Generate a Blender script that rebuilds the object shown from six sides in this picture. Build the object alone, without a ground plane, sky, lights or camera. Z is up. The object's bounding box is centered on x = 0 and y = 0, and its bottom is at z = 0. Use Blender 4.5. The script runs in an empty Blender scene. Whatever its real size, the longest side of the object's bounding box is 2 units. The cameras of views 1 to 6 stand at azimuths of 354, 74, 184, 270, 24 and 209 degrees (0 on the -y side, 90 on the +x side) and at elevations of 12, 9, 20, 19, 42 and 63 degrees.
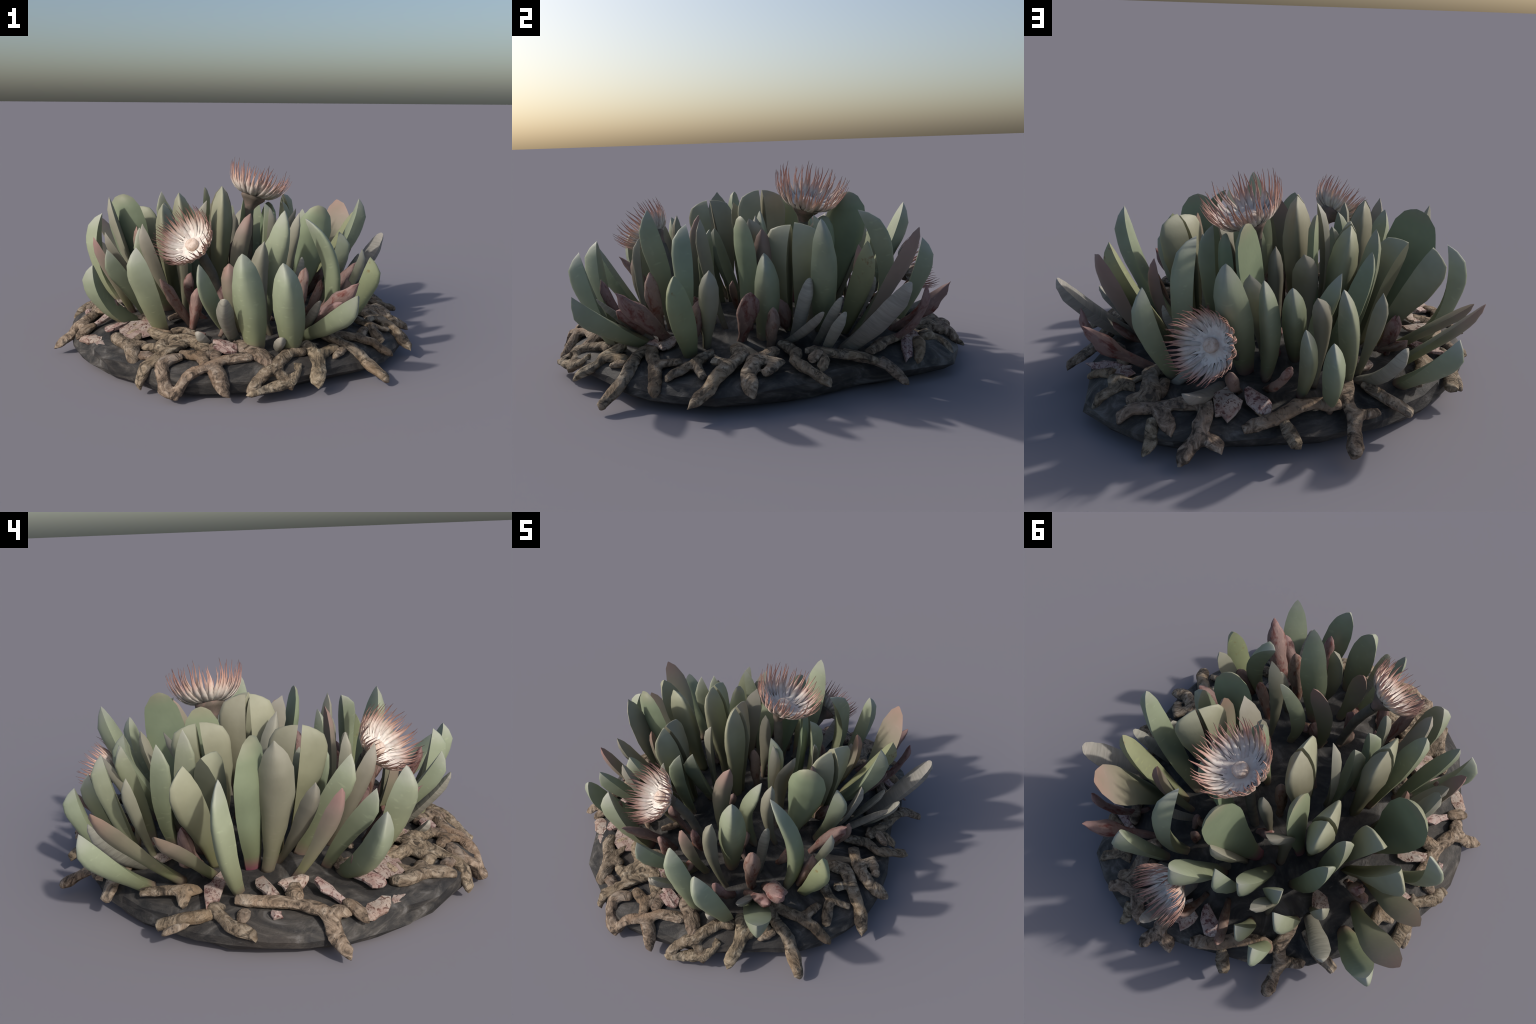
# A dense clump of fleshy, tongue-shaped leaves with fringed flowers, growing on a low dark
# boulder that is covered with stubby forked roots and pale broken shards.
import bpy, math, random
from mathutils import Vector, Matrix, noise

rng = random.Random(11)
COL = bpy.context.scene.collection


# ------------------------------------------------------------------ materials
class Tree:
    """Small helper for writing node materials."""

    def __init__(self, name):
        self.mat = bpy.data.materials.new(name)
        self.mat.use_nodes = True
        self.nt = self.mat.node_tree
        self.bsdf = next(n for n in self.nt.nodes if n.type == 'BSDF_PRINCIPLED')
        self.out = next(n for n in self.nt.nodes if n.type == 'OUTPUT_MATERIAL')

    def node(self, kind, **props):
        n = self.nt.nodes.new(kind)
        for k, v in props.items():
            setattr(n, k, v)
        return n

    def link(self, a, b):
        self.nt.links.new(a, b)

    def coords(self, which='Object', scale=(1, 1, 1), seed=True):
        tc = self.node('ShaderNodeTexCoord')
        mp = self.node('ShaderNodeMapping')
        mp.inputs['Scale'].default_value = scale
        self.link(tc.outputs[which], mp.inputs['Vector'])
        if seed:
            info = self.node('ShaderNodeObjectInfo')
            mul = self.node('ShaderNodeMath', operation='MULTIPLY')
            mul.inputs[1].default_value = 37.0
            self.link(info.outputs['Random'], mul.inputs[0])
            self.link(mul.outputs[0], mp.inputs['Location'])
        return mp.outputs['Vector']

    def noise(self, vec, scale, detail=4, rough=0.55, distort=0.0):
        n = self.node('ShaderNodeTexNoise')
        n.inputs['Scale'].default_value = scale
        n.inputs['Detail'].default_value = detail
        n.inputs['Roughness'].default_value = rough
        n.inputs['Distortion'].default_value = distort
        self.link(vec, n.inputs['Vector'])
        return n.outputs['Fac']

    def wave(self, vec, scale, distort=3.0, detail=3, direction='Z', dscale=1.5):
        n = self.node('ShaderNodeTexWave', wave_type='BANDS', bands_direction=direction)
        n.inputs['Scale'].default_value = scale
        n.inputs['Distortion'].default_value = distort
        n.inputs['Detail'].default_value = detail
        n.inputs['Detail Scale'].default_value = dscale
        self.link(vec, n.inputs['Vector'])
        return n.outputs['Fac']

    def ramp(self, fac, stops):
        r = self.node('ShaderNodeValToRGB')
        el = r.color_ramp.elements
        while len(el) < len(stops):
            el.new(0.5)
        for e, (p, c) in zip(el, stops):
            e.position = p
            e.color = (*c, 1) if isinstance(c, tuple) else (c, c, c, 1)
        self.link(fac, r.inputs['Fac'])
        return r.outputs['Color']

    def mix(self, fac, a, b, blend='MIX'):
        m = self.node('ShaderNodeMix', data_type='RGBA', blend_type=blend)
        for sock, v in ((m.inputs[0], fac), (m.inputs[6], a), (m.inputs[7], b)):
            if isinstance(v, (int, float)):
                sock.default_value = v
            elif isinstance(v, tuple):
                sock.default_value = (*v, 1)
            else:
                self.link(v, sock)
        return m.outputs[2]

    def axis(self, which='Generated', comp='Z'):
        tc = self.node('ShaderNodeTexCoord')
        s = self.node('ShaderNodeSeparateXYZ')
        self.link(tc.outputs[which], s.inputs[0])
        return s.outputs[comp]

    def jitter(self, color, value=0.12, hue=0.02):
        info = self.node('ShaderNodeObjectInfo')
        hsv = self.node('ShaderNodeHueSaturation')
        for sock, lo, hi in (('Value', 1 - value, 1 + value), ('Hue', 0.5 - hue, 0.5 + hue)):
            mr = self.node('ShaderNodeMapRange')
            mr.inputs['To Min'].default_value = lo
            mr.inputs['To Max'].default_value = hi
            if sock == 'Hue':
                w = self.node('ShaderNodeTexWhiteNoise', noise_dimensions='1D')
                self.link(info.outputs['Random'], w.inputs['W'])
                self.link(w.outputs['Value'], mr.inputs['Value'])
            else:
                self.link(info.outputs['Random'], mr.inputs['Value'])
            self.link(mr.outputs[0], hsv.inputs[sock])
        self.link(color, hsv.inputs['Color'])
        return hsv.outputs['Color']

    def finish(self, color, rough=0.6, bump=None, strength=0.3, distance=0.01, spec=0.3):
        self.link(color, self.bsdf.inputs['Base Color'])
        self.bsdf.inputs['Roughness'].default_value = rough
        self.bsdf.inputs['Specular IOR Level'].default_value = spec
        if bump is not None:
            b = self.node('ShaderNodeBump')
            b.inputs['Strength'].default_value = strength
            b.inputs['Distance'].default_value = distance
            self.link(bump, b.inputs['Height'])
            self.link(b.outputs['Normal'], self.bsdf.inputs['Normal'])
        return self.mat


def leaf_material(name, low, mid, high, tip, root, speckle, speckle_amount, rough=0.55, value=0.1, wrinkle=0.0, tip_from=0.86, spots=None):
    """Fleshy leaf skin: colour runs from the foot to the tip, with cloudy mottling and pale flecks."""
    t = Tree(name)
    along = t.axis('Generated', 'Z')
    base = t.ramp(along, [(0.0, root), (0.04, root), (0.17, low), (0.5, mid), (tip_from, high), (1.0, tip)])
    vec = t.coords('Object')
    cloud = t.noise(vec, 7.0, 3)
    base = t.mix(t.ramp(cloud, [(0.35, 0.0), (0.72, 0.5)]), base, tuple(c * 0.74 for c in mid))
    flecks = t.noise(t.coords('Object', (26, 26, 60)), 1.0, 2, 0.4)
    base = t.mix(t.ramp(flecks, [(0.64, 0.0), (0.74, speckle_amount)]), base, speckle)
    if spots:
        sp = t.noise(vec, 26.0, 3, 0.6)
        top = t.ramp(along, [(0.55, 0.0), (0.95, 0.8)])
        base = t.mix(t.mix(1.0, t.ramp(sp, [(0.60, 0.0), (0.70, 1.0)]), top, 'MULTIPLY'), base, spots)
    fine = t.noise(vec, 60.0, 3)
    if wrinkle:
        w = t.noise(t.coords('Object', (9.0, 9.0, 75.0)), 1.0, 3, 0.6, 0.4)
        base = t.mix(t.ramp(w, [(0.35, wrinkle), (0.6, 0.0)]), base, tuple(c * 0.55 for c in mid))
        return t.finish(t.jitter(base, value), rough, w, 0.5, 0.006)
    return t.finish(t.jitter(base, value), rough, fine, 0.12, 0.004)


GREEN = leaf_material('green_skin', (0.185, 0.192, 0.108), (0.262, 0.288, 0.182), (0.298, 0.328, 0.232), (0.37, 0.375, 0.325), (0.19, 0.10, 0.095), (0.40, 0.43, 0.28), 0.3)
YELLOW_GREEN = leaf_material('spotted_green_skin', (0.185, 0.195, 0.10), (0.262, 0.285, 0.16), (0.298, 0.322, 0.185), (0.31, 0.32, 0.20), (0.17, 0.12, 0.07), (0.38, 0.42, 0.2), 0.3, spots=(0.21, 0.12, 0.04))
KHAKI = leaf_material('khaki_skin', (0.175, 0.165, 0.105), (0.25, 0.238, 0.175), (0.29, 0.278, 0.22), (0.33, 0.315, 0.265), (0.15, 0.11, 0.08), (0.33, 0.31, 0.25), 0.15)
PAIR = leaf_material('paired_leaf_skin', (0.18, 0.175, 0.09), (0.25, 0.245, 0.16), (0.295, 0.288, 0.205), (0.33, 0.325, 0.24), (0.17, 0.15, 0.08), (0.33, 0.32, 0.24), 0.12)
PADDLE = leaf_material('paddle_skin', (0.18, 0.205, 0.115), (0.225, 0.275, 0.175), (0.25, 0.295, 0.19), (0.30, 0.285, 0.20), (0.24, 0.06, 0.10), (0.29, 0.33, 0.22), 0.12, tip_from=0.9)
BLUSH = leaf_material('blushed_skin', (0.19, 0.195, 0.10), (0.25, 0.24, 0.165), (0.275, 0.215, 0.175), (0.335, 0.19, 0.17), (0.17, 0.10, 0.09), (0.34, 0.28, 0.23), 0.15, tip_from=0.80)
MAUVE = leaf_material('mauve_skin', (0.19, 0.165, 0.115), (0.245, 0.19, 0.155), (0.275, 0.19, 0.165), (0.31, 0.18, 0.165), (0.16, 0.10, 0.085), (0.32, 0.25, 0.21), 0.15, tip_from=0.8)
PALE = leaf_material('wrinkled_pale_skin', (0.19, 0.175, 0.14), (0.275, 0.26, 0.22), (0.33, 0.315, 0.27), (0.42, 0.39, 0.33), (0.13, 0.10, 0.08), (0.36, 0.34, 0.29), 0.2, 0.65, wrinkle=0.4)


def withered_material():
    t = Tree('withered_skin')
    along = t.axis('Generated', 'Z')
    base = t.ramp(along, [(0.0, (0.14, 0.095, 0.075)), (0.35, (0.20, 0.135, 0.112)), (0.8, (0.25, 0.172, 0.148)), (1.0, (0.28, 0.18, 0.16))])
    vec = t.coords('Object', (1, 1, 0.45))
    blot = t.noise(vec, 26.0, 6, 0.65, 0.6)
    base = t.mix(t.ramp(blot, [(0.50, 0.0), (0.64, 0.85)]), base, (0.13, 0.035, 0.022))
    pale = t.noise(vec, 60.0, 4, 0.6)
    base = t.mix(t.ramp(pale, [(0.55, 0.0), (0.75, 0.5)]), base, (0.40, 0.29, 0.23))
    return t.finish(t.jitter(base, 0.15), 0.75, blot, 0.5, 0.012)


def root_material():
    """Weathered bark: swirling grain, pale worn and tan patches, dark cracks."""
    t = Tree('root_bark')
    vec = t.coords('Object', (1, 1, 1))
    grain = t.noise(vec, 12.0, 6, 0.62, 2.4)
    base = t.ramp(grain, [(0.36, (0.06, 0.047, 0.036)), (0.45, (0.165, 0.124, 0.088)), (0.54, (0.25, 0.192, 0.138)), (0.64, (0.36, 0.295, 0.225))])
    patch = t.noise(vec, 8.0, 4, 0.6, 0.6)
    base = t.mix(t.ramp(patch, [(0.54, 0.0), (0.70, 0.5)]), base, (0.30, 0.27, 0.23))
    tan = t.noise(vec, 4.0, 2)
    base = t.mix(t.ramp(tan, [(0.55, 0.0), (0.66, 0.6)]), base, (0.25, 0.17, 0.105))
    dark = t.noise(vec, 24.0, 5, 0.65, 1.8)
    base = t.mix(t.ramp(dark, [(0.55, 0.0), (0.63, 0.75)]), base, (0.045, 0.036, 0.028))
    return t.finish(t.jitter(base, 0.18, 0.012), 0.85, grain, 0.9, 0.02, 0.2)


def rock_material():
    t = Tree('dark_rock')
    vec = t.coords('Object', (1, 1, 2.5), seed=False)
    streak = t.noise(vec, 5.0, 7, 0.6, 2.2)
    base = t.ramp(streak, [(0.30, (0.020, 0.020, 0.021)), (0.45, (0.038, 0.036, 0.035)), (0.56, (0.068, 0.062, 0.056)), (0.70, (0.14, 0.133, 0.127))])
    brown = t.noise(vec, 3.0, 3, 0.5)
    base = t.mix(t.ramp(brown, [(0.52, 0.0), (0.75, 0.4)]), base, (0.075, 0.058, 0.045))
    fine = t.noise(vec, 26.0, 6, 0.65, 1.5)
    base = t.mix(t.ramp(fine, [(0.62, 0.0), (0.78, 0.5)]), base, (0.16, 0.155, 0.15))
    return t.finish(base, 0.7, fine, 0.35, 0.015, 0.3)


def shard_material():
    t = Tree('pale_shard')
    vec = t.coords('Object', (1, 1, 1))
    cloud = t.noise(vec, 14.0, 4, 0.6, 1.0)
    base = t.ramp(cloud, [(0.35, (0.40, 0.335, 0.30)), (0.55, (0.35, 0.26, 0.225)), (0.72, (0.24, 0.13, 0.115))])
    vein = t.noise(vec, 42.0, 5, 0.65, 1.6)
    base = t.mix(t.ramp(vein, [(0.51, 0.0), (0.60, 0.9)]), base, (0.10, 0.035, 0.032))
    return t.finish(t.jitter(base, 0.12), 0.8, vein, 0.5, 0.008)


def petal_material():
    t = Tree('petal_blush')
    high = t.axis('Object', 'Z')
    fac = t.node('ShaderNodeMapRange')
    fac.inputs['From Min'].default_value = 0.0
    fac.inputs['From Max'].default_value = 0.165
    t.link(high, fac.inputs['Value'])
    base = t.ramp(fac.outputs[0], [(0.0, (0.90, 0.87, 0.82)), (0.22, (0.88, 0.81, 0.74)), (0.45, (0.77, 0.55, 0.46)), (0.72, (0.60, 0.34, 0.28)), (0.9, (0.36, 0.20, 0.175)), (1.0, (0.16, 0.09, 0.085))])
    n = t.noise(t.coords('Object', (1, 1, 1)), 30.0, 2)
    base = t.mix(t.ramp(n, [(0.4, 0.0), (0.7, 0.4)]), base, (0.62, 0.45, 0.42), 'MULTIPLY')
    mat = t.finish(t.jitter(base, 0.15, 0.01), 0.6)
    tr = t.node('ShaderNodeBsdfTranslucent')
    t.link(base, tr.inputs['Color'])
    mx = t.node('ShaderNodeMixShader')
    mx.inputs[0].default_value = 0.32
    t.link(t.bsdf.outputs[0], mx.inputs[1])
    t.link(tr.outputs[0], mx.inputs[2])
    t.link(mx.outputs[0], t.out.inputs['Surface'])
    return mat


def plain_material(name, stops, scale, rough=0.75, bump=0.4):
    t = Tree(name)
    n = t.noise(t.coords('Object'), scale, 4, 0.6, 0.5)
    return t.finish(t.ramp(n, stops), rough, n, bump, 0.006)


WITHERED = withered_material()
BARK = root_material()
ROCK = rock_material()
SHARD = shard_material()
PETAL = petal_material()
STALK = plain_material('stalk_skin', [(0.3, (0.095, 0.088, 0.072)), (0.6, (0.15, 0.135, 0.11)), (0.8, (0.18, 0.13, 0.105))], 18)
CALYX = plain_material('calyx_skin', [(0.3, (0.12, 0.10, 0.08)), (0.5, (0.17, 0.135, 0.11)), (0.7, (0.28, 0.175, 0.15))], 14)
DISC = plain_material('disc_skin', [(0.3, (0.50, 0.36, 0.28)), (0.5, (0.66, 0.54, 0.46)), (0.8, (0.74, 0.64, 0.56))], 45, bump=0.9)


# ------------------------------------------------------------------ geometry helpers
def curve_at(stops, t):
    """Smooth interpolation through (position, value) stops."""
    if t <= stops[0][0]:
        return stops[0][1]
    for (a, u), (b, v) in zip(stops, stops[1:]):
        if t <= b:
            f = (t - a) / (b - a)
            f = f * f * (3 - 2 * f) * 0.6 + f * 0.4
            return u + (v - u) * f
    return stops[-1][1]


def link_mesh(name, verts, faces, mat, parent, angle=42.0, matrix=None):
    me = bpy.data.meshes.new(name)
    me.from_pydata([tuple(v) for v in verts], [], faces)
    me.validate()
    me.materials.append(mat)
    me.shade_smooth()
    if angle < 180:
        me.set_sharp_from_angle(angle=math.radians(angle))
    ob = bpy.data.objects.new(name, me)
    COL.objects.link(ob)
    ob.parent = parent
    if matrix is not None:
        ob.matrix_world = matrix
    return ob


def local_frame(base, tip, face):
    """Frame with z from foot to tip and y towards the side the flat leaf face looks."""
    z = (tip - base).normalized()
    f = Vector((face[0], face[1], 0.0))
    if abs(f.normalized().dot(z)) > 0.95:
        f += Vector((0, 0, 1))
    y = (f - z * f.dot(z)).normalized()
    x = y.cross(z)
    m = Matrix((x, y, z)).transposed().to_4x4()
    m.translation = base
    return m


def loft(rings, cap_start=True):
    """Skin a list of rings; a ring of one point closes to a tip."""
    verts, faces, start = [], [], []
    for r in rings:
        start.append(len(verts))
        verts += r
    for k in range(len(rings) - 1):
        a, b, na, nb = start[k], start[k + 1], len(rings[k]), len(rings[k + 1])
        if nb == 1:
            faces += [(a + i, a + (i + 1) % na, b) for i in range(na)]
        else:
            faces += [(a + i, a + (i + 1) % na, b + (i + 1) % na, b + i) for i in range(na)]
    if cap_start:
        faces.append(tuple(reversed(range(len(rings[0])))))
    return verts, faces


def bezier(b, c, t, f):
    g = 1 - f
    return b * (g * g) + c * (2 * f * g) + t * (f * f)


# profile of half width, back depth and front swell along a leaf (fraction of its full width)
SHAPES = {
    'green': dict(width=[(0, .25), (.12, .33), (.30, .44), (.52, .50), (.70, .47), (.83, .38), (.91, .265), (.965, .13), (1, .015)],
                  back=[(0, .42), (.2, .48), (.5, .72), (.74, .90), (.86, .82), (.94, .46), (1, .015)], front=[(0, .18), (.3, .13), (.7, .05), (1, .0)], keel=(2.3, 1.5)),
    'khaki': dict(width=[(0, .19), (.15, .21), (.38, .36), (.64, .50), (.80, .47), (.90, .33), (1, .02)],
                  back=[(0, .26), (.3, .36), (.6, .56), (.80, .66), (.90, .52), (.96, .24), (1, .015)], front=[(0, .16), (.3, .11), (.7, .05), (1, .0)], keel=(2.6, 1.8)),
    'paddle': dict(width=[(0, .17), (.12, .20), (.35, .34), (.58, .47), (.75, .50), (.88, .43), (.96, .27), (1, .08)],
                   back=[(0, .17), (.3, .20), (.7, .22), (.90, .18), (.97, .10), (1, .03)], front=[(0, .12), (.3, .07), (.7, .03), (1, .01)], keel=(2.8, 2.6)),
    'pair': dict(width=[(0, .24), (.2, .28), (.45, .42), (.66, .50), (.82, .43), (.92, .28), (1, .03)],
                 back=[(0, .28), (.2, .34), (.45, .58), (.68, .84), (.84, .92), (.93, .80), (.98, .45), (1, .03)], front=[(0, .03), (.5, .02), (1, .0)], keel=(2.0, 1.5)),
    'blush': dict(width=[(0, .20), (.15, .24), (.35, .36), (.62, .50), (.80, .47), (.92, .31), (1, .04)],
                  back=[(0, .26), (.3, .34), (.65, .44), (.84, .42), (.93, .26), (.98, .09), (1, .01)], front=[(0, .18), (.3, .12), (.7, .05), (1, .0)], keel=(2.4, 1.7)),
    'wrinkled': dict(width=[(0, .34), (.2, .40), (.5, .50), (.75, .49), (.9, .36), (.97, .22), (1, .08)],
                     back=[(0, .34), (.4, .46), (.8, .46), (.94, .26), (1, .05)], front=[(0, .2), (.5, .14), (.9, .08), (1, .02)], keel=(2.2, 1.8)),
    'withered': dict(width=[(0, .28), (.15, .27), (.32, .36), (.6, .50), (.82, .45), (.94, .24), (1, .03)],
                     back=[(0, .26), (.15, .25), (.35, .38), (.65, .50), (.85, .42), (1, .02)], front=[(0, .24), (.3, .26), (.65, .32), (.9, .18), (1, .01)], keel=(2.0, 2.0)),
}
SKIN = {'green': GREEN, 'khaki': KHAKI, 'paddle': PADDLE, 'pair': PAIR, 'blush': BLUSH, 'wrinkled': PALE, 'withered': WITHERED}
NAME = {'green': 'tongue_leaf', 'khaki': 'spoon_leaf', 'paddle': 'paddle_leaf', 'pair': 'twin_leaf', 'blush': 'blushed_leaf', 'wrinkled': 'wrinkled_leaf', 'withered': 'withered_leaf'}
STEPS = (0, .04, .1, .18, .27, .36, .45, .54, .63, .70, .76, .81, .86, .90, .94, .97, .99)


def leaf(kind, base, tip, bow, width, face, skin=None, inner=None):
    base, tip, bow = Vector(base), Vector(tip), Vector(bow)
    shape = SHAPES[kind]
    m = local_frame(base, tip, face)
    inv = m.inverted()
    length = (tip - base).length
    control = inv @ ((base + tip) / 2 + bow * 2)
    top = Vector((0, 0, length))
    lump = Vector((rng.uniform(0, 50), rng.uniform(0, 50), rng.uniform(0, 50)))
    rough = {'withered': 0.20, 'wrinkled': 0.06}.get(kind, 0.035)
    twist = rng.uniform(-0.12, 0.12) if kind not in ('pair', 'paddle') else 0.0
    back = [-1, -.82, -.58, -.32, -.11, .11, .32, .58, .82, 1]
    front = [0.72, 0.3, -0.3, -0.72]
    rings = []
    slim = min(1.0, {'green': 0.085, 'khaki': 0.062, 'blush': 0.085}.get(kind, 9.0) / width)
    for t in STEPS:
        c = bezier(Vector(), control, top, t)
        d = (bezier(Vector(), control, top, min(1, t + .02)) - bezier(Vector(), control, top, max(0, t - .02))).normalized()
        n = Vector((math.sin(twist * t), math.cos(twist * t), 0))
        n = (n - d * n.dot(d)).normalized()
        s = n.cross(d)
        hw = width * curve_at(shape['width'], t)
        keel = curve_at([(0.0, shape['keel'][0]), (0.62, shape['keel'][0]), (0.93, shape['keel'][1])], t)
        db, df = width * slim * curve_at(shape['back'], t), width * curve_at(shape['front'], t)
        ring = []
        for x in back:
            ring.append(c + s * (hw * x) - n * (db * (1 - abs(x) ** keel)))
        for x in front:
            ring.append(c + s * (hw * x) + n * (df * (1 - x * x)))
        out = []
        for p in ring:
            k = noise.noise(p * 9.0 + lump) * rough * hw * 2.0
            if kind == 'withered':
                k += noise.noise(Vector((p.x * 60, p.y * 60, p.z * 9)) + lump) * 0.2 * hw
            out.append(p + (p - c).normalized() * k if (p - c).length > 1e-6 else p)
        rings.append(out)
    rings.append([top])
    verts, faces = loft(rings)
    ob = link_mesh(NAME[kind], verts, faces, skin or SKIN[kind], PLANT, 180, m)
    if inner:
        ob.data.materials.append(inner)
        around = len(rings[0])
        for k, poly in enumerate(ob.data.polygons):
            if k % around >= len(back) - 1:
                poly.material_index = 1
    if kind != 'withered':
        crisp_rims(ob.data, len(rings[0]), len(back) - 1, len(rings) - 1)
    return ob


def crisp_rims(me, around, last, count):
    """Keep the two long rims of a leaf crisp; everything else is shaded smooth."""
    rims = {(k * around + c, (k + 1) * around + c) for k in range(count - 1) for c in (0, last)}
    rims |= {((count - 1) * around + c, count * around) for c in (0, last)}
    for e in me.edges:
        if tuple(sorted(e.vertices)) in rims:
            e.use_edge_sharp = True


def leaf_pair(base, tip, width, split=(0, 1), gap=0.008):
    """Two plump half-leaves face to face, parted by a narrow cleft."""
    base, tip = Vector(base), Vector(tip)
    s = Vector((split[0], split[1], 0)).normalized()
    for side in (1, -1):
        leaf('pair', base + s * side * 0.012, tip + s * side * gap + Vector((0, 0, rng.uniform(-.008, .008))), s * side * 0.006, width * rng.uniform(.95, 1.05), (-s * side)[:2])


# ------------------------------------------------------------------ the whole
PLANT = bpy.data.objects.new('flowering_succulent', None)
COL.objects.link(PLANT)
PLANT['label'] = 'clump of fleshy green leaves with fringed pink flowers on rooty rock'
PLANT['category'] = 'succulent plant'

# low boulder: outline radius by direction, then a rounded slab profile
OUTLINE = [(-180, .885), (-150, .915), (-135, .94), (-123, .955), (-110, .965), (-95, .92), (-68, .87), (-45, .88), (-31, .88), (-14, .83),
           (0, .80), (17, .77), (32, .86), (46, .94), (60, .955), (72, .93), (84, .855), (100, .81), (127, .80), (150, .825), (166, .855), (180, .885)]
PROFILE = [(0, .203), (.15, .202), (.3, .197), (.45, .187), (.58, .174), (.70, .160), (.80, .148), (.88, .138), (.94, .126), (.98, .108), (1.0, .082), (1.0, .052), (.975, .026), (.93, .010), (.85, .002), (.6, .0), (.3, .0)]


def rock_top(x, y):
    """Height of the boulder's upper side under a point; -1 outside its outline."""
    rho = math.hypot(x, y) / curve_at(OUTLINE, math.degrees(math.atan2(y, x)))
    upper = PROFILE[:11]
    return curve_at(upper, rho) if rho < 1.0 else -1.0


def boulder():
    count = 40
    rings = []
    for rho, z in PROFILE[1:]:
        ring = []
        for i in range(count):
            a = math.radians(-180 + 360 * i / count)
            r = curve_at(OUTLINE, math.degrees(a)) * rho
            p = Vector((r * math.cos(a), r * math.sin(a), z))
            bump = noise.noise(Vector((p.x * 2.6, p.y * 2.6, z * 8))) * 0.018 + noise.noise(p * 8) * 0.006
            if z > 0.04:
                p.z += bump * min(1, rho * 1.5)
                p.x *= 1 + bump * 0.5
                p.y *= 1 + bump * 0.5
            if 0.02 < z < 0.13:
                chip = 1 + 0.05 * noise.noise(Vector((a * 3.2, z * 18, 7.7))) + 0.012 * noise.noise(Vector((a * 9, z * 30, 2.2)))
                p.x *= chip
                p.y *= chip
                p.z += 0.012 * noise.noise(Vector((a * 4, 1.3, z * 9)))
            ring.append(p)
        rings.append(ring)
    verts, faces = loft(rings, cap_start=False)
    faces.append(tuple(range(count)))
    n = len(verts)
    faces.append(tuple(reversed(range(n - count, n))))
    faces = [tuple(reversed(f)) for f in faces]
    return link_mesh('boulder', verts, faces, ROCK, PLANT, 20)


def root(*branches):
    """A stubby woody root with its forks fused: each branch is (girth radius, path); bends are angular, ends bluntly pointed."""
    origin = Vector(branches[0][1][0])
    verts, faces = [], []
    for radius, path in branches:
        pts = [Vector(p) for p in path]
        radius *= 0.98
        dense = []
        for p0, p1 in zip(pts, pts[1:]):
            steps = max(2, round((p1 - p0).length / 0.045))
            dense += [p0.lerp(p1, k / steps) for k in range(steps)]
        dense.append(pts[-1])
        for p in dense:
            p.z = max(p.z, rock_top(p.x, p.y) + radius * 0.55)
        sides = 6
        spin = rng.uniform(0, 1)
        lump = Vector((rng.uniform(0, 50), rng.uniform(0, 50), 0))
        rings = []
        total = len(dense) - 1
        for j, p in enumerate(dense):
            d = (dense[min(j + 1, total)] - dense[max(j - 1, 0)]).normalized()
            s = d.cross(Vector((0, 0, 1))).normalized()
            u = s.cross(d)
            swell = 1 + 0.25 * noise.noise(Vector((j * 0.9, 3.3, 0)) + lump)
            end = 0.80 if j in (0, total) else 1.0
            ring = []
            for i in range(sides):
                a = 2 * math.pi * (i + spin) / sides
                r = radius * end * swell * (1 + 0.2 * noise.noise(Vector((i * 1.7, j * 0.5, 0)) + lump))
                ring.append(p - origin + s * (math.cos(a) * r * 1.12) + u * (math.sin(a) * r * 0.74))
            rings.append(ring)
        d = (dense[-1] - dense[-2]).normalized()
        rings.append([dense[-1] - origin + d * radius * 0.7 + Vector((rng.uniform(-.5, .5), rng.uniform(-.5, .5), -.4)) * radius])
        v, f = loft(rings)
        faces += [tuple(i + len(verts) for i in q) for q in f]
        verts += v
    ob = link_mesh('root', verts, faces, BARK, PLANT, 180, Matrix.Translation(origin))
    fuse = ob.modifiers.new('fuse', 'REMESH')
    fuse.mode = 'VOXEL'
    fuse.voxel_size = 0.007
    soften = ob.modifiers.new('soften', 'SMOOTH')
    soften.factor = 0.5
    soften.iterations = 1
    chisel = ob.modifiers.new('chisel', 'DECIMATE')
    chisel.ratio = 0.16
    bpy.context.view_layer.update()
    me = bpy.data.meshes.new_from_object(ob.evaluated_get(bpy.context.evaluated_depsgraph_get()))
    ob.modifiers.clear()
    old, ob.data = ob.data, me
    bpy.data.meshes.remove(old)
    me.name = 'root'
    normals = [v.normal.copy() for v in me.vertices]
    for v, n in zip(me.vertices, normals):
        q = v.co + origin
        v.co += n * (0.005 * noise.noise(q * 15) + 0.003 * noise.noise(q * 40))
    me.shade_smooth()
    me.set_sharp_from_angle(angle=math.radians(38))
    return ob


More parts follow.
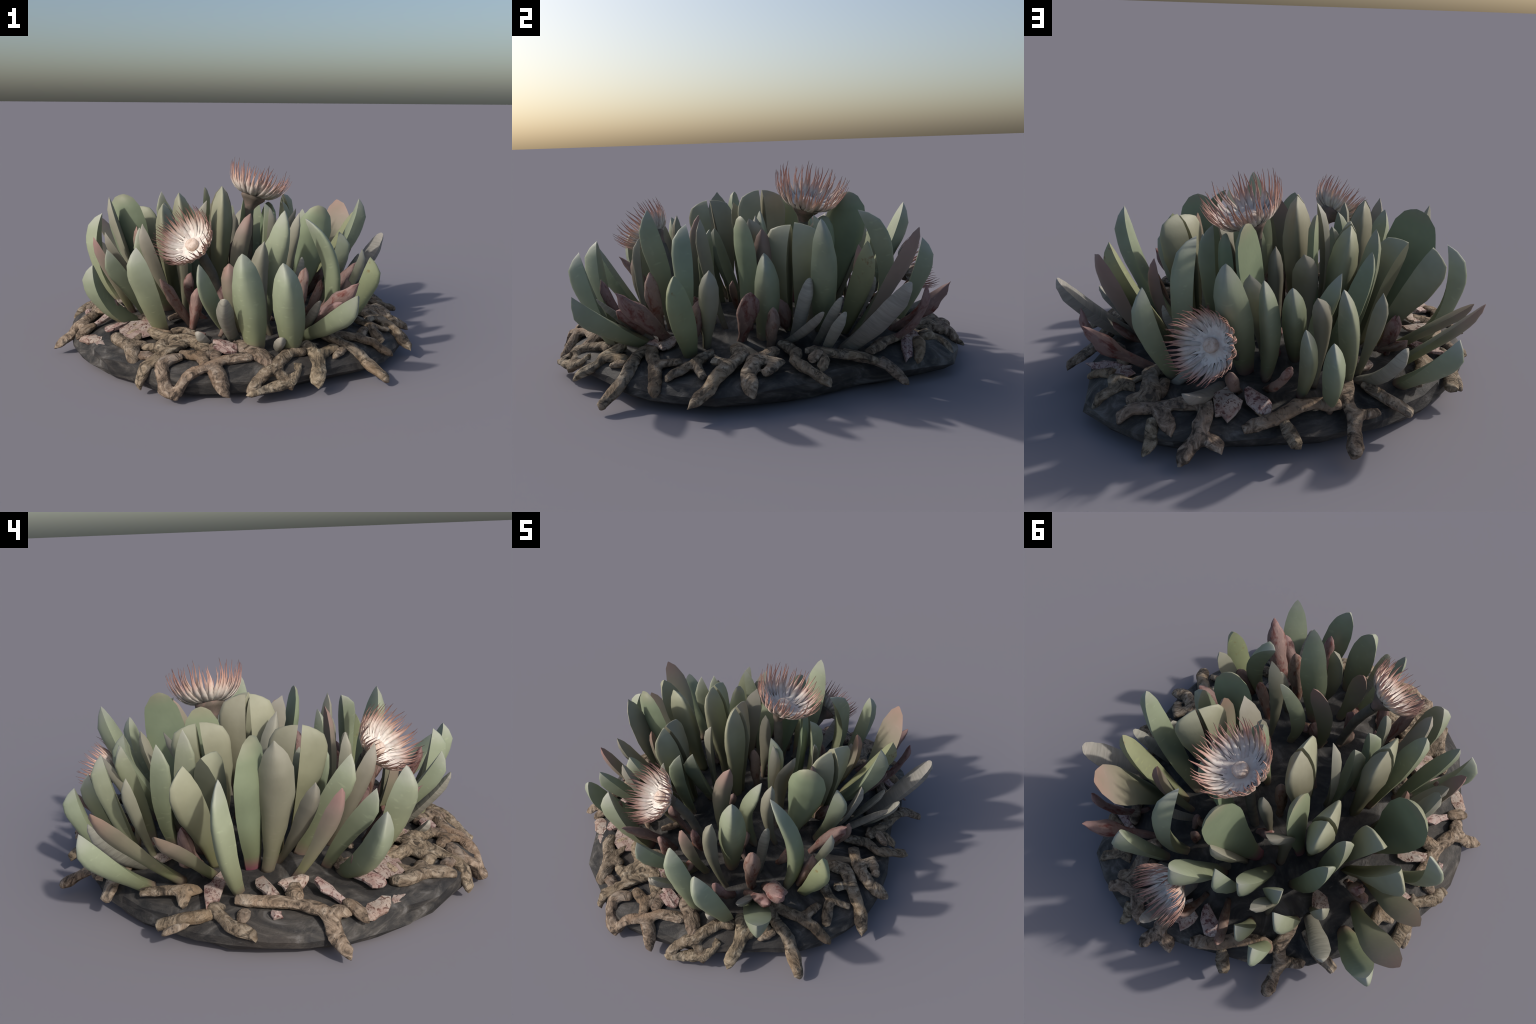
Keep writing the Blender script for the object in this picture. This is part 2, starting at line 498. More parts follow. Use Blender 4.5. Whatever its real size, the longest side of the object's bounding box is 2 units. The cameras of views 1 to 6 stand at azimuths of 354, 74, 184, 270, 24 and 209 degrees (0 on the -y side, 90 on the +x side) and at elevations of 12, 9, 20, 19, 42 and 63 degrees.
def shard(centre, along, half_width):
    """Broken, slightly curled plate lying on the rock."""
    c, a = Vector(centre), Vector(along)
    half = a.length
    x = a.normalized()
    radial = Vector((c.x, c.y, 0)).normalized()
    up = (Vector((0, 0, 1)) + radial * 0.3).normalized()
    up = (up - x * up.dot(x)).normalized()
    y = up.cross(x)
    count = 11
    outline = []
    for i in range(count):
        ang = 2 * math.pi * i / count + rng.uniform(-.18, .18)
        q = rng.uniform(.68, 1.22)
        outline.append((math.cos(ang) * half * q, math.sin(ang) * half_width * q))
    curl = rng.uniform(-1.2, 2.2)
    thick = 0.009
    rings = []
    for level, grow in ((-thick, .9), (-thick * .2, 1.0), (thick * .6, .97)):
        rings.append([x * (px * grow) + y * (py * grow) + up * (level + curl * py * py + rng.uniform(-.004, .004)) for px, py in outline])
    rings.append([x * (px * .5) + y * (py * .5) + up * (thick + rng.uniform(-.002, .009)) for px, py in outline])
    rings.append([up * (thick + .004)])
    verts, faces = loft(rings)
    return link_mesh('shard', verts, faces, SHARD, PLANT, 30, Matrix.Translation(c))


# ------------------------------------------------------------------ flowers
CUP = [(0.030, -0.002), (0.080, 0.005), (0.117, 0.026), (0.140, 0.054), (0.155, 0.087), (0.165, 0.122), (0.172, 0.160)]


def petal_mesh(layer, variant):
    """A narrow strap following the bowl of the flower, fused wide at the foot and drawn to a thread at the tip."""
    local = random.Random(100 * layer + variant)
    reach = (1.0, 0.93, 0.84)[layer] * local.uniform(0.86, 1.04)
    inset = layer * 0.0015
    width = local.uniform(0.85, 1.15)
    bend = local.uniform(-0.010, 0.010)
    stations = [k / 9 * reach for k in range(10)]
    rings = []
    for k, f in enumerate(stations):
        g = min(f, 1.0) * (len(CUP) - 1)
        i = min(int(g), len(CUP) - 2)
        r = CUP[i][0] + (CUP[i + 1][0] - CUP[i][0]) * (g - i)
        z = CUP[i][1] + (CUP[i + 1][1] - CUP[i][1]) * (g - i)
        if f > 1:
            z += (f - 1) * 0.17
        r -= inset
        z += inset * 0.6
        dr, dz = CUP[i + 1][0] - CUP[i][0], CUP[i + 1][1] - CUP[i][1]
        q = math.hypot(dr, dz)
        nr, nz = -dz / q, dr / q
        frac = k / 9
        hw = curve_at([(0, .0050), (.2, .0105), (.36, .0115), (.5, .0088), (.62, .0048), (.8, .0025), (1, .0007)], frac) * width
        th = 0.0016 * (1 - 0.5 * frac)
        side = bend * frac * frac + 0.004 * math.sin(frac * 9 + variant) * frac
        wob = 0.004 * math.sin(frac * 7 + variant * 2) * frac
        p = Vector((r + wob, side, z))
        n = Vector((nr, 0, nz))
        y = Vector((0, 1, 0))
        rings.append([p - y * hw - n * th, p + y * hw - n * th, p + y * hw + n * th * .3, p + n * th * 0.9, p - y * hw + n * th * .3])
    tip = rings[-1][3] + Vector((0.002, 0, 0.008))
    rings.append([tip])
    verts, faces = loft(rings)
    me = bpy.data.meshes.new('petal')
    me.from_pydata([tuple(v) for v in verts], [], faces)
    me.materials.append(PETAL)
    me.shade_smooth()
    return me


PETALS = [[petal_mesh(layer, v) for v in range(6)] for layer in range(3)]


def turned(profile, sides=20, ripple=0.0, lobes=5):
    rings = []
    for r, z in profile:
        ring = []
        for i in range(sides):
            a = 2 * math.pi * i / sides
            q = 1 + ripple * math.cos(a * lobes) * (1 if z > profile[-1][1] * .5 else .3)
            ring.append(Vector((r * q * math.cos(a), r * q * math.sin(a), z)))
        rings.append(ring)
    verts, faces = loft(rings)
    n = len(verts)
    faces.append(tuple(range(n - sides, n)))
    return verts, faces


def bowl():
    """The fused lower part of the petals: a thin-walled cup with a ragged lip."""
    sides = 60
    rings = []
    walls = [(lv, 0.0045) for lv in (0, 0.5, 0.9, 1.2, 1.45)] + [(lv, 0.0060) for lv in (1.45, 1.2, 0.9, 0.5, 0)]
    for level, inset in walls:
        ring = []
        for k in range(sides):
            lv = level + ((0.55 if k % 2 else -0.30) + 0.25 * math.sin(k * 2.7) if level > 1.4 else 0)
            i = min(int(lv), len(CUP) - 2)
            f = lv - i
            r = CUP[i][0] + (CUP[i + 1][0] - CUP[i][0]) * f - inset * min(1, 0.3 + level * .4)
            z = CUP[i][1] + (CUP[i + 1][1] - CUP[i][1]) * f + inset * max(.1, 1 - level * .3)
            a = 2 * math.pi * k / sides
            ring.append(Vector((r * math.cos(a), r * math.sin(a), z)))
        rings.append(ring)
    return loft(rings)


def flower(centre, axis, stalk_path, size=1.0, spin=0.0):
    centre, axis = Vector(centre), Vector(axis).normalized()
    m = axis.to_track_quat('Z', 'Y').to_matrix().to_4x4() @ Matrix.Rotation(spin, 4, 'Z') @ Matrix.Scale(size, 4)
    m.translation = centre
    # disc of packed filaments in the middle is the body that carries the other pieces
    verts, faces = turned([(0.034, -0.004), (0.036, 0.012), (0.037, 0.026), (0.033, 0.036), (0.022, 0.041), (0.008, 0.038)], 26, 0.03, 13)
    head = bpy.data.objects.new('flower', None)
    COL.objects.link(head)
    head.parent = PLANT
    head.matrix_world = m
    link_mesh('flower_disc', verts, faces, DISC, head, 60, m)
    verts, faces = turned([(0.024, -0.085), (0.030, -0.066), (0.043, -0.044), (0.060, -0.026), (0.070, -0.013), (0.069, -0.004), (0.050, -0.001)], 25, 0.10, 5)
    link_mesh('calyx', verts, faces, CALYX, head, 60, m)
    # stalk
    pts = [Vector(p) for p in stalk_path] + [centre - axis * 0.075 * size]
    rings = []
    for k in range(13):
        f = k / 12
        g = f * (len(pts) - 1)
        i = min(int(g), len(pts) - 2)
        p0, p1, p2, p3 = pts[max(i - 1, 0)], pts[i], pts[i + 1], pts[min(i + 2, len(pts) - 1)]
        h = g - i
        p = 0.5 * ((2 * p1) + (p2 - p0) * h + (2 * p0 - 5 * p1 + 4 * p2 - p3) * h ** 2 + (3 * p1 - p0 - 3 * p2 + p3) * h ** 3)
        d = (pts[i + 1] - pts[i]).normalized()
        s = d.cross(Vector((0.31, 0.9, 0.1))).normalized()
        u = s.cross(d)
        r = 0.021 + 0.004 * f + 0.003 * noise.noise(p * 20)
        rings.append([p + (s * math.cos(2 * math.pi * j / 12) + u * math.sin(2 * math.pi * j / 12)) * r for j in range(12)])
    verts, faces = loft(rings)
    link_mesh('stalk', verts, faces, STALK, head, 60, Matrix.Identity(4))
    verts, faces = bowl()
    link_mesh('petal_cup', verts, faces, PETAL, head, 180, m)
    # fringe of petals in three layers
    local = random.Random(int(abs(centre.x * 1000)) + 5)
    for layer, count in enumerate((46, 36, 17)):
        for i in range(count):
            a = 2 * math.pi * (i + layer * 0.37 + local.uniform(-.22, .22)) / count
            ob = bpy.data.objects.new('petal', local.choice(PETALS[layer]))
            COL.objects.link(ob)
            ob.parent = head
            lean = Matrix.Rotation(local.uniform(-.06, .10), 4, 'Y')
            ob.matrix_world = m @ Matrix.Rotation(a, 4, 'Z') @ lean


boulder()

flower((0.088, 0.228, 0.728), (0.32, 0.14, 0.94), [(0.05, 0.215, 0.17), (0.062, 0.22, 0.40)], 1.0, 0.3)
flower((-0.256, -0.480, 0.582), (-0.50, -0.58, 0.64), [(-0.10, -0.375, 0.17), (-0.155, -0.41, 0.40)], 0.84, 1.0)
flower((0.170, 0.705, 0.385), (0.34, 0.86, 0.38), [(0.06, 0.46, 0.17), (0.10, 0.56, 0.28)], 0.80, 2.0)

# ------------------------------------------------------------------ leaves (foot and tip of each, how its middle bows, which way its flat face looks)
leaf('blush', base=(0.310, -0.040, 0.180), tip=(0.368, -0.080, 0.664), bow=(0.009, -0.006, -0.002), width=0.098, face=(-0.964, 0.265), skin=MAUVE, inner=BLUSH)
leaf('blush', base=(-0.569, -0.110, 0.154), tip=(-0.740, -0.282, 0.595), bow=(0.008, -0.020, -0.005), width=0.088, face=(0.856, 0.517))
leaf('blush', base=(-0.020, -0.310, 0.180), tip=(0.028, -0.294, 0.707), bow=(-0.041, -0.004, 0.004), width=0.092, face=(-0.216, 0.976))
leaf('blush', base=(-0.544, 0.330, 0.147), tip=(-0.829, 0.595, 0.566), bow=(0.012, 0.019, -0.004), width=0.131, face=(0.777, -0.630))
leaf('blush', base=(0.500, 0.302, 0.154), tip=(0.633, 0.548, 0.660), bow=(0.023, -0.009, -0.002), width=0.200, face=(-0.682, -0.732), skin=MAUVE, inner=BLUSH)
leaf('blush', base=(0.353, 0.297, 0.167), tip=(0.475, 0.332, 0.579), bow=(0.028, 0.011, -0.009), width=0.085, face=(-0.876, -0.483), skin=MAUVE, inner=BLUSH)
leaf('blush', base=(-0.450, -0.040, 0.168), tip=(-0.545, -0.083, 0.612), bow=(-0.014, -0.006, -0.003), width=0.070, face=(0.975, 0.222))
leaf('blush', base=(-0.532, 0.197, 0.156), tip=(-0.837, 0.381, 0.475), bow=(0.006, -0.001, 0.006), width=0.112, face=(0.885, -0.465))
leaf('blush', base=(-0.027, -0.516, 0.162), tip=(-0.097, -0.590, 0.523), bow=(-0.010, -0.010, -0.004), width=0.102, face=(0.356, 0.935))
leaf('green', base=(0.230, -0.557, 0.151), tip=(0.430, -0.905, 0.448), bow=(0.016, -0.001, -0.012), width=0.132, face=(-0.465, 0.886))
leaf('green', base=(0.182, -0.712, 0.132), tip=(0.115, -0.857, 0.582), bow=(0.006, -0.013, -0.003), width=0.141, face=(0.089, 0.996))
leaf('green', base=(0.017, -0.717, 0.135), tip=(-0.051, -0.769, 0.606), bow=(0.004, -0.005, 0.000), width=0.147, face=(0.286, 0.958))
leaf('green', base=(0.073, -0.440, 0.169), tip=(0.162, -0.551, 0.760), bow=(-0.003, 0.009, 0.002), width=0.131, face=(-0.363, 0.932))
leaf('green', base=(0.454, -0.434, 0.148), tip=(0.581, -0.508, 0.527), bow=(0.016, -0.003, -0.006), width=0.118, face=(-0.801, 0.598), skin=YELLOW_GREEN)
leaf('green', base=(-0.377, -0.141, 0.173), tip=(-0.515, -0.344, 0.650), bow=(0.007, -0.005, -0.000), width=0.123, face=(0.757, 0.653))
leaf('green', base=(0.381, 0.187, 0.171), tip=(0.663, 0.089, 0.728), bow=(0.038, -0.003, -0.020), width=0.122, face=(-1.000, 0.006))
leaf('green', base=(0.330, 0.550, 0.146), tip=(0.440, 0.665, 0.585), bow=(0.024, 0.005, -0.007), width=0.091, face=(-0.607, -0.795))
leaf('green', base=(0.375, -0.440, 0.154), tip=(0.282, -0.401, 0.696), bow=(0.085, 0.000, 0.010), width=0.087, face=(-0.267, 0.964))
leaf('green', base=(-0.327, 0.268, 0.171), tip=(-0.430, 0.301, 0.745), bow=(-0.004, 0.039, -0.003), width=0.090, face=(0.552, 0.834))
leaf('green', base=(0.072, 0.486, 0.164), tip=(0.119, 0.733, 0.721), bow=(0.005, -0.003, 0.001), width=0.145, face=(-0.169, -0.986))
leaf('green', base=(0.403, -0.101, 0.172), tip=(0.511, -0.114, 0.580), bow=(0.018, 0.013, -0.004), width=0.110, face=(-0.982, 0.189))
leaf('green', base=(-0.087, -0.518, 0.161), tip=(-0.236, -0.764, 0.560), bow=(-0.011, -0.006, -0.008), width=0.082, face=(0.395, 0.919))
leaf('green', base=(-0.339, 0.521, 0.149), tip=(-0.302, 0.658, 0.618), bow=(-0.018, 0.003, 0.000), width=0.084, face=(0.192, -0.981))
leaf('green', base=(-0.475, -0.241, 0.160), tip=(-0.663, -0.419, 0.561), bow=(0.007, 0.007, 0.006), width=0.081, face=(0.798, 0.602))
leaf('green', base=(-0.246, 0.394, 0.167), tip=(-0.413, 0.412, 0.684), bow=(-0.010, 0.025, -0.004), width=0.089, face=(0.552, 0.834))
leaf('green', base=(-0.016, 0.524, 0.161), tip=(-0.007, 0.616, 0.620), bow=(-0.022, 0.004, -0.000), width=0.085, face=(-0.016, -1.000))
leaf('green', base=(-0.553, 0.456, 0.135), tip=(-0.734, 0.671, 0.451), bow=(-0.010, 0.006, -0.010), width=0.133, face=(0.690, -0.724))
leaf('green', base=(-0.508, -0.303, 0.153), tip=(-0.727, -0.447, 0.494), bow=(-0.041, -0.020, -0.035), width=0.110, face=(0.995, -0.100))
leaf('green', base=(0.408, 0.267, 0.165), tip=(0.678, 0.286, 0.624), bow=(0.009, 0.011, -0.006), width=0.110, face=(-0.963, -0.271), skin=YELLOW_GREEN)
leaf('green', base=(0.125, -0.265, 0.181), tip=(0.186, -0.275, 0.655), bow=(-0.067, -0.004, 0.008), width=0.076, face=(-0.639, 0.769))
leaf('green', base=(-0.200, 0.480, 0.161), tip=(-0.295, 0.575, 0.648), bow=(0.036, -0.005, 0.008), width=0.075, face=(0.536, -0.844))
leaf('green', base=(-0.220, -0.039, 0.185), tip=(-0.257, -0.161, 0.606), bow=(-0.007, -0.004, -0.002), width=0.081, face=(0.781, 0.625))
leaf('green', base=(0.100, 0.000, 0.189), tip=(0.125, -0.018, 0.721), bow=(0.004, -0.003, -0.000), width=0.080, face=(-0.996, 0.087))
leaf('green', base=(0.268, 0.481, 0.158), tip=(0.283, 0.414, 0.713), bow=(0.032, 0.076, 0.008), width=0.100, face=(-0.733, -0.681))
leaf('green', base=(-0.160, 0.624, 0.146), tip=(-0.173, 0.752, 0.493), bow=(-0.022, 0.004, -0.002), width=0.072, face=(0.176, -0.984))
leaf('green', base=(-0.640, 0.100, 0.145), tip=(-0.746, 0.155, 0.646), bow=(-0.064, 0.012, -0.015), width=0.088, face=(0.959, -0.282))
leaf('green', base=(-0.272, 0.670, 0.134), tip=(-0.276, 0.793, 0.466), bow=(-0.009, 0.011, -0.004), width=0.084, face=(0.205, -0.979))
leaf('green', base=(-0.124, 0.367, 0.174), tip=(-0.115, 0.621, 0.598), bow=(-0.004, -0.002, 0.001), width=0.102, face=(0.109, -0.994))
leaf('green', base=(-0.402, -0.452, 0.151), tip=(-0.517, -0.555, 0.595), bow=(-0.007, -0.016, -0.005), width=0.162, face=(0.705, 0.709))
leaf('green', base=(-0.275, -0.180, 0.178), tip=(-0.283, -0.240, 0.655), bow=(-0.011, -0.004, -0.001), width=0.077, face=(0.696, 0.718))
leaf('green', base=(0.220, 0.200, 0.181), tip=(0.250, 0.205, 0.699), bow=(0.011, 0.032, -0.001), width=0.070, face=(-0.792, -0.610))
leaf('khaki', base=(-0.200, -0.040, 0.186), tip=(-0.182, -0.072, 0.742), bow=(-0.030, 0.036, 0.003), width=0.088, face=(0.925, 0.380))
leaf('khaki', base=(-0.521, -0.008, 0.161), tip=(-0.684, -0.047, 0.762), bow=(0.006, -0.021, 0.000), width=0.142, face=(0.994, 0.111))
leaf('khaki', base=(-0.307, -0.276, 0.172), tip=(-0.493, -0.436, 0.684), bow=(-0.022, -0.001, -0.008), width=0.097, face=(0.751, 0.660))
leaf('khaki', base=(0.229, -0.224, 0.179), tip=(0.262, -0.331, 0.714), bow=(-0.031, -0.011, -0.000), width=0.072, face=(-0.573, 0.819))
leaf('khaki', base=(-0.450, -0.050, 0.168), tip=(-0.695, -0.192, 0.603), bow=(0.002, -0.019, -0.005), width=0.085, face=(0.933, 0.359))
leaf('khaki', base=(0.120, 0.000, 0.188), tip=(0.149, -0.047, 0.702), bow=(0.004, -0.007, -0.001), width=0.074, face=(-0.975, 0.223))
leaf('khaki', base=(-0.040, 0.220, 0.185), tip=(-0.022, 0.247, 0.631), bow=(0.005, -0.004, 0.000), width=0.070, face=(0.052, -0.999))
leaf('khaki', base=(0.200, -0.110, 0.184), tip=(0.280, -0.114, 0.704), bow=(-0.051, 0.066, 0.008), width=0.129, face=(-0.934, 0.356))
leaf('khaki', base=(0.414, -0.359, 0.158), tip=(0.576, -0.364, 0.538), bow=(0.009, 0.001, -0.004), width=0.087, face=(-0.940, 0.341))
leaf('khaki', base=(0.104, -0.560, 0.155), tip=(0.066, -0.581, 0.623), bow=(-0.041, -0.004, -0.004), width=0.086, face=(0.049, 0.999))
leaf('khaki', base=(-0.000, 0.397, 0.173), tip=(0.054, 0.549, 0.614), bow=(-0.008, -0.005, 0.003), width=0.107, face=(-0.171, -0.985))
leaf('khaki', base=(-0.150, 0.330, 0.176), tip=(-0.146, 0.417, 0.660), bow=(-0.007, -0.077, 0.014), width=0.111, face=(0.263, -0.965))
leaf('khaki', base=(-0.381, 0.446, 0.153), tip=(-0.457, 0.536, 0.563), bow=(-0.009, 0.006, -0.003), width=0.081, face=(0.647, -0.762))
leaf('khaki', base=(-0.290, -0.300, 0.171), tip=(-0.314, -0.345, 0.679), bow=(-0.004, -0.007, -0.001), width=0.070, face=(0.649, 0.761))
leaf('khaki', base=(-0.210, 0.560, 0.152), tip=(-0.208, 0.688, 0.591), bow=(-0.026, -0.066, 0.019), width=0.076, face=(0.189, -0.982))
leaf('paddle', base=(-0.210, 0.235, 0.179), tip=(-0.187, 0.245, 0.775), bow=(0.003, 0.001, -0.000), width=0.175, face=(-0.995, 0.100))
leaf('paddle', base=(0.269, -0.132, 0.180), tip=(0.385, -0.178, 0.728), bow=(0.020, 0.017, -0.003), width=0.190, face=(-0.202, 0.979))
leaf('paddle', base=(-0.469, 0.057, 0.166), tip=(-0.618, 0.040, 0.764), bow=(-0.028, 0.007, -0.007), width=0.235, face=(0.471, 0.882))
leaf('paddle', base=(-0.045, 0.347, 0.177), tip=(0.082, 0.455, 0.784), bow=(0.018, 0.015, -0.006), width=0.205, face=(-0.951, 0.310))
leaf('paddle', base=(0.150, 0.220, 0.182), tip=(0.180, 0.280, 0.685), bow=(0.004, 0.009, -0.001), width=0.170, face=(-0.914, -0.406))
leaf_pair(base=(-0.120, 0.050, 0.188), tip=(-0.097, 0.049, 0.797), width=0.125, split=(0, 1))
leaf_pair(base=(-0.340, -0.090, 0.177), tip=(-0.404, -0.158, 0.735), width=0.125, split=(0.1, 1))
leaf_pair(base=(-0.250, 0.190, 0.179), tip=(-0.330, 0.251, 0.742), width=0.125, split=(0, 1))
leaf_pair(base=(-0.420, 0.190, 0.167), tip=(-0.620, 0.255, 0.670), width=0.125, split=(0.84, -0.54), gap=0.055)
leaf_pair(base=(0.360, 0.060, 0.176), tip=(0.432, 0.043, 0.687), width=0.125, split=(0.55, 0.83))
leaf('withered', base=(0.554, 0.388, 0.141), tip=(0.725, 0.533, 0.426), bow=(0.023, 0.041, -0.034), width=0.054, face=(-0.783, -0.622))
leaf('withered', base=(-0.261, -0.439, 0.162), tip=(-0.406, -0.649, 0.471), bow=(-0.005, 0.020, 0.011), width=0.071, face=(0.549, 0.836))
leaf('withered', base=(0.429, 0.491, 0.145), tip=(0.676, 0.676, 0.420), bow=(0.016, -0.005, -0.011), width=0.079, face=(-0.759, -0.651))
leaf('withered', base=(0.277, -0.482, 0.157), tip=(0.476, -0.734, 0.458), bow=(-0.003, 0.007, 0.008), width=0.096, face=(-0.582, 0.813))
leaf('withered', base=(0.149, -0.589, 0.151), tip=(0.164, -0.772, 0.460), bow=(0.001, -0.015, -0.009), width=0.064, face=(-0.147, 0.989))
leaf('withered', base=(0.224, -0.518, 0.156), tip=(0.262, -0.566, 0.493), bow=(-0.013, 0.000, 0.002), width=0.080, face=(-0.476, 0.879))
leaf('withered', base=(0.412, -0.201, 0.168), tip=(0.602, -0.200, 0.437), bow=(-0.008, 0.008, 0.006), width=0.082, face=(-0.987, 0.163))
leaf('withered', base=(0.206, -0.557, 0.152), tip=(0.405, -0.728, 0.367), bow=(-0.003, 0.009, 0.010), width=0.069, face=(-0.650, 0.760))
leaf('withered', base=(-0.520, 0.240, 0.155), tip=(-0.547, 0.325, 0.381), bow=(-0.003, 0.011, -0.004), width=0.051, face=(0.649, -0.761))
leaf('withered', base=(-0.200, -0.330, 0.174), tip=(-0.268, -0.394, 0.436), bow=(-0.041, 0.017, -0.006), width=0.056, face=(0.628, 0.778))
leaf('withered', base=(0.500, 0.280, 0.155), tip=(0.644, 0.405, 0.314), bow=(0.006, 0.005, -0.010), width=0.050, face=(-0.795, -0.607))
leaf('withered', base=(0.505, -0.091, 0.162), tip=(0.580, -0.100, 0.360), bow=(0.010, -0.001, -0.004), width=0.075, face=(-0.989, 0.146))
leaf('withered', base=(0.280, -0.330, 0.170), tip=(0.370, -0.390, 0.390), bow=(0.009, -0.006, -0.005), width=0.066, face=(-0.759, 0.652))
leaf('withered', base=(0.240, 0.340, 0.172), tip=(0.240, 0.390, 0.410), bow=(0.000, 0.007, -0.002), width=0.036, face=(-0.377, -0.926))
leaf('withered', base=(0.080, 0.620, 0.148), tip=(0.090, 0.800, 0.330), bow=(0.001, 0.009, -0.009), width=0.057, face=(-0.079, -0.997))
leaf('withered', base=(-0.024, 0.595, 0.152), tip=(-0.130, 0.840, 0.390), bow=(-0.005, 0.011, -0.013), width=0.053, face=(0.290, -0.957))
leaf('withered', base=(-0.272, -0.512, 0.154), tip=(-0.240, -0.580, 0.410), bow=(0.006, 0.008, 0.001), width=0.062, face=(0.071, 0.998))
leaf('withered', base=(-0.110, -0.400, 0.172), tip=(-0.120, -0.460, 0.390), bow=(-0.001, -0.008, -0.002), width=0.060, face=(0.221, 0.975))
leaf('withered', base=(-0.030, 0.120, 0.188), tip=(-0.030, 0.100, 0.500), bow=(0.000, -0.003, -0.000), width=0.063, face=(0.296, -0.955))
leaf('withered', base=(0.338, 0.042, 0.178), tip=(0.440, -0.030, 0.360), bow=(0.007, -0.005, -0.006), width=0.064, face=(-0.942, 0.335))
leaf('withered', base=(-0.041, -0.339, 0.190), tip=(0.045, -0.358, 0.300), bow=(0.005, -0.001, -0.003), width=0.075, face=(-0.833, 0.553))
leaf('withered', base=(0.436, -0.433, 0.190), tip=(0.498, -0.398, 0.400), bow=(0.004, 0.002, -0.004), width=0.070, face=(-0.999, 0.038))
leaf('withered', base=(-0.461, 0.261, 0.190), tip=(-0.595, 0.331, 0.270), bow=(-0.008, 0.004, -0.003), width=0.060, face=(0.885, -0.465))
leaf('withered', base=(0.295, 0.379, 0.190), tip=(0.288, 0.343, 0.280), bow=(-0.000, -0.002, -0.002), width=0.045, face=(-0.416, 0.909))
leaf('withered', base=(-0.140, -0.629, 0.190), tip=(-0.091, -0.539, 0.260), bow=(0.003, 0.005, -0.002), width=0.050, face=(-0.570, -0.822))
leaf('withered', base=(-0.103, -0.360, 0.190), tip=(-0.152, -0.432, 0.260), bow=(-0.003, -0.004, -0.002), width=0.060, face=(0.499, 0.867))
leaf('withered', base=(-0.338, 0.240, 0.190), tip=(-0.392, 0.230, 0.240), bow=(-0.003, -0.001, -0.001), width=0.050, face=(1.000, -0.009))
leaf('withered', base=(0.021, 0.246, 0.190), tip=(-0.057, 0.251, 0.260), bow=(-0.005, 0.000, -0.002), width=0.060, face=(0.926, -0.378))
leaf('withered', base=(0.137, -0.400, 0.190), tip=(0.061, -0.329, 0.250), bow=(-0.005, 0.004, -0.002), width=0.040, face=(0.836, -0.549))
leaf('withered', base=(-0.619, -0.353, 0.190), tip=(-0.639, -0.354, 0.300), bow=(-0.001, -0.000, -0.002), width=0.050, face=(0.951, 0.308))
leaf('withered', base=(0.087, -0.394, 0.190), tip=(0.112, -0.321, 0.330), bow=(0.001, 0.004, -0.003), width=0.050, face=(-0.697, -0.717))
leaf('withered', base=(-0.115, -0.091, 0.190), tip=(-0.056, -0.122, 0.360), bow=(0.004, -0.002, -0.003), width=0.050, face=(-0.373, 0.928))
leaf('withered', base=(-0.487, 0.270, 0.190), tip=(-0.535, 0.320, 0.380), bow=(-0.003, 0.003, -0.004), width=0.070, face=(0.776, -0.631))
leaf('withered', base=(0.255, 0.434, 0.190), tip=(0.227, 0.442, 0.360), bow=(-0.002, 0.000, -0.003), width=0.050, face=(0.140, -0.990))
leaf('wrinkled', base=(0.600, 0.200, 0.147), tip=(0.878, 0.374, 0.481), bow=(0.002, 0.008, -0.006), width=0.123, face=(-0.886, -0.463))
leaf('wrinkled', base=(0.464, 0.021, 0.167), tip=(0.592, 0.060, 0.473), bow=(0.009, -0.001, -0.004), width=0.072, face=(-0.984, -0.180))
leaf('wrinkled', base=(0.601, 0.115, 0.150), tip=(0.780, 0.139, 0.361), bow=(0.001, -0.003, -0.001), width=0.064, face=(-0.988, -0.151))
leaf('wrinkled', base=(-0.058, -0.615, 0.149), tip=(-0.131, -0.836, 0.425), bow=(-0.019, 0.003, -0.003), width=0.077, face=(0.238, 0.971))
leaf('wrinkled', base=(0.212, -0.427, 0.166), tip=(0.267, -0.419, 0.512), bow=(-0.002, 0.009, 0.000), width=0.063, face=(-0.737, 0.676))
leaf('wrinkled', base=(0.316, 0.323, 0.168), tip=(0.417, 0.437, 0.415), bow=(0.008, 0.009, -0.008), width=0.055, face=(-0.678, -0.735))
leaf('wrinkled', base=(-0.387, 0.479, 0.150), tip=(-0.542, 0.683, 0.409), bow=(-0.019, 0.006, -0.016), width=0.088, face=(0.613, -0.790))
leaf('wrinkled', base=(0.255, -0.537, 0.152), tip=(0.286, -0.802, 0.399), bow=(-0.000, 0.003, 0.003), width=0.055, face=(-0.217, 0.976))
leaf('wrinkled', base=(0.290, 0.150, 0.179), tip=(0.310, 0.110, 0.625), bow=(-0.024, 0.067, 0.007), width=0.055, face=(-0.982, -0.191))
leaf('wrinkled', base=(0.515, 0.107, 0.160), tip=(0.690, 0.160, 0.400), bow=(0.003, -0.001, -0.002), width=0.055, face=(-0.966, -0.258))
leaf('wrinkled', base=(0.476, -0.034, 0.166), tip=(0.740, 0.060, 0.360), bow=(-0.003, 0.017, -0.004), width=0.055, face=(-0.976, -0.219))
leaf('wrinkled', base=(0.363, 0.589, 0.139), tip=(0.260, 0.620, 0.250), bow=(-0.005, 0.002, -0.005), width=0.055, face=(0.702, -0.712))
leaf('wrinkled', base=(0.156, 0.583, 0.151), tip=(0.238, 0.900, 0.285), bow=(0.002, 0.006, -0.016), width=0.076, face=(-0.253, -0.967))
leaf('wrinkled', base=(-0.170, -0.640, 0.143), tip=(-0.245, -0.720, 0.245), bow=(-0.003, -0.004, -0.005), width=0.055, face=(0.563, 0.826))
leaf('wrinkled', base=(0.120, -0.680, 0.139), tip=(0.120, -0.800, 0.235), bow=(0.000, -0.005, -0.006), width=0.055, face=(-0.053, 0.999))

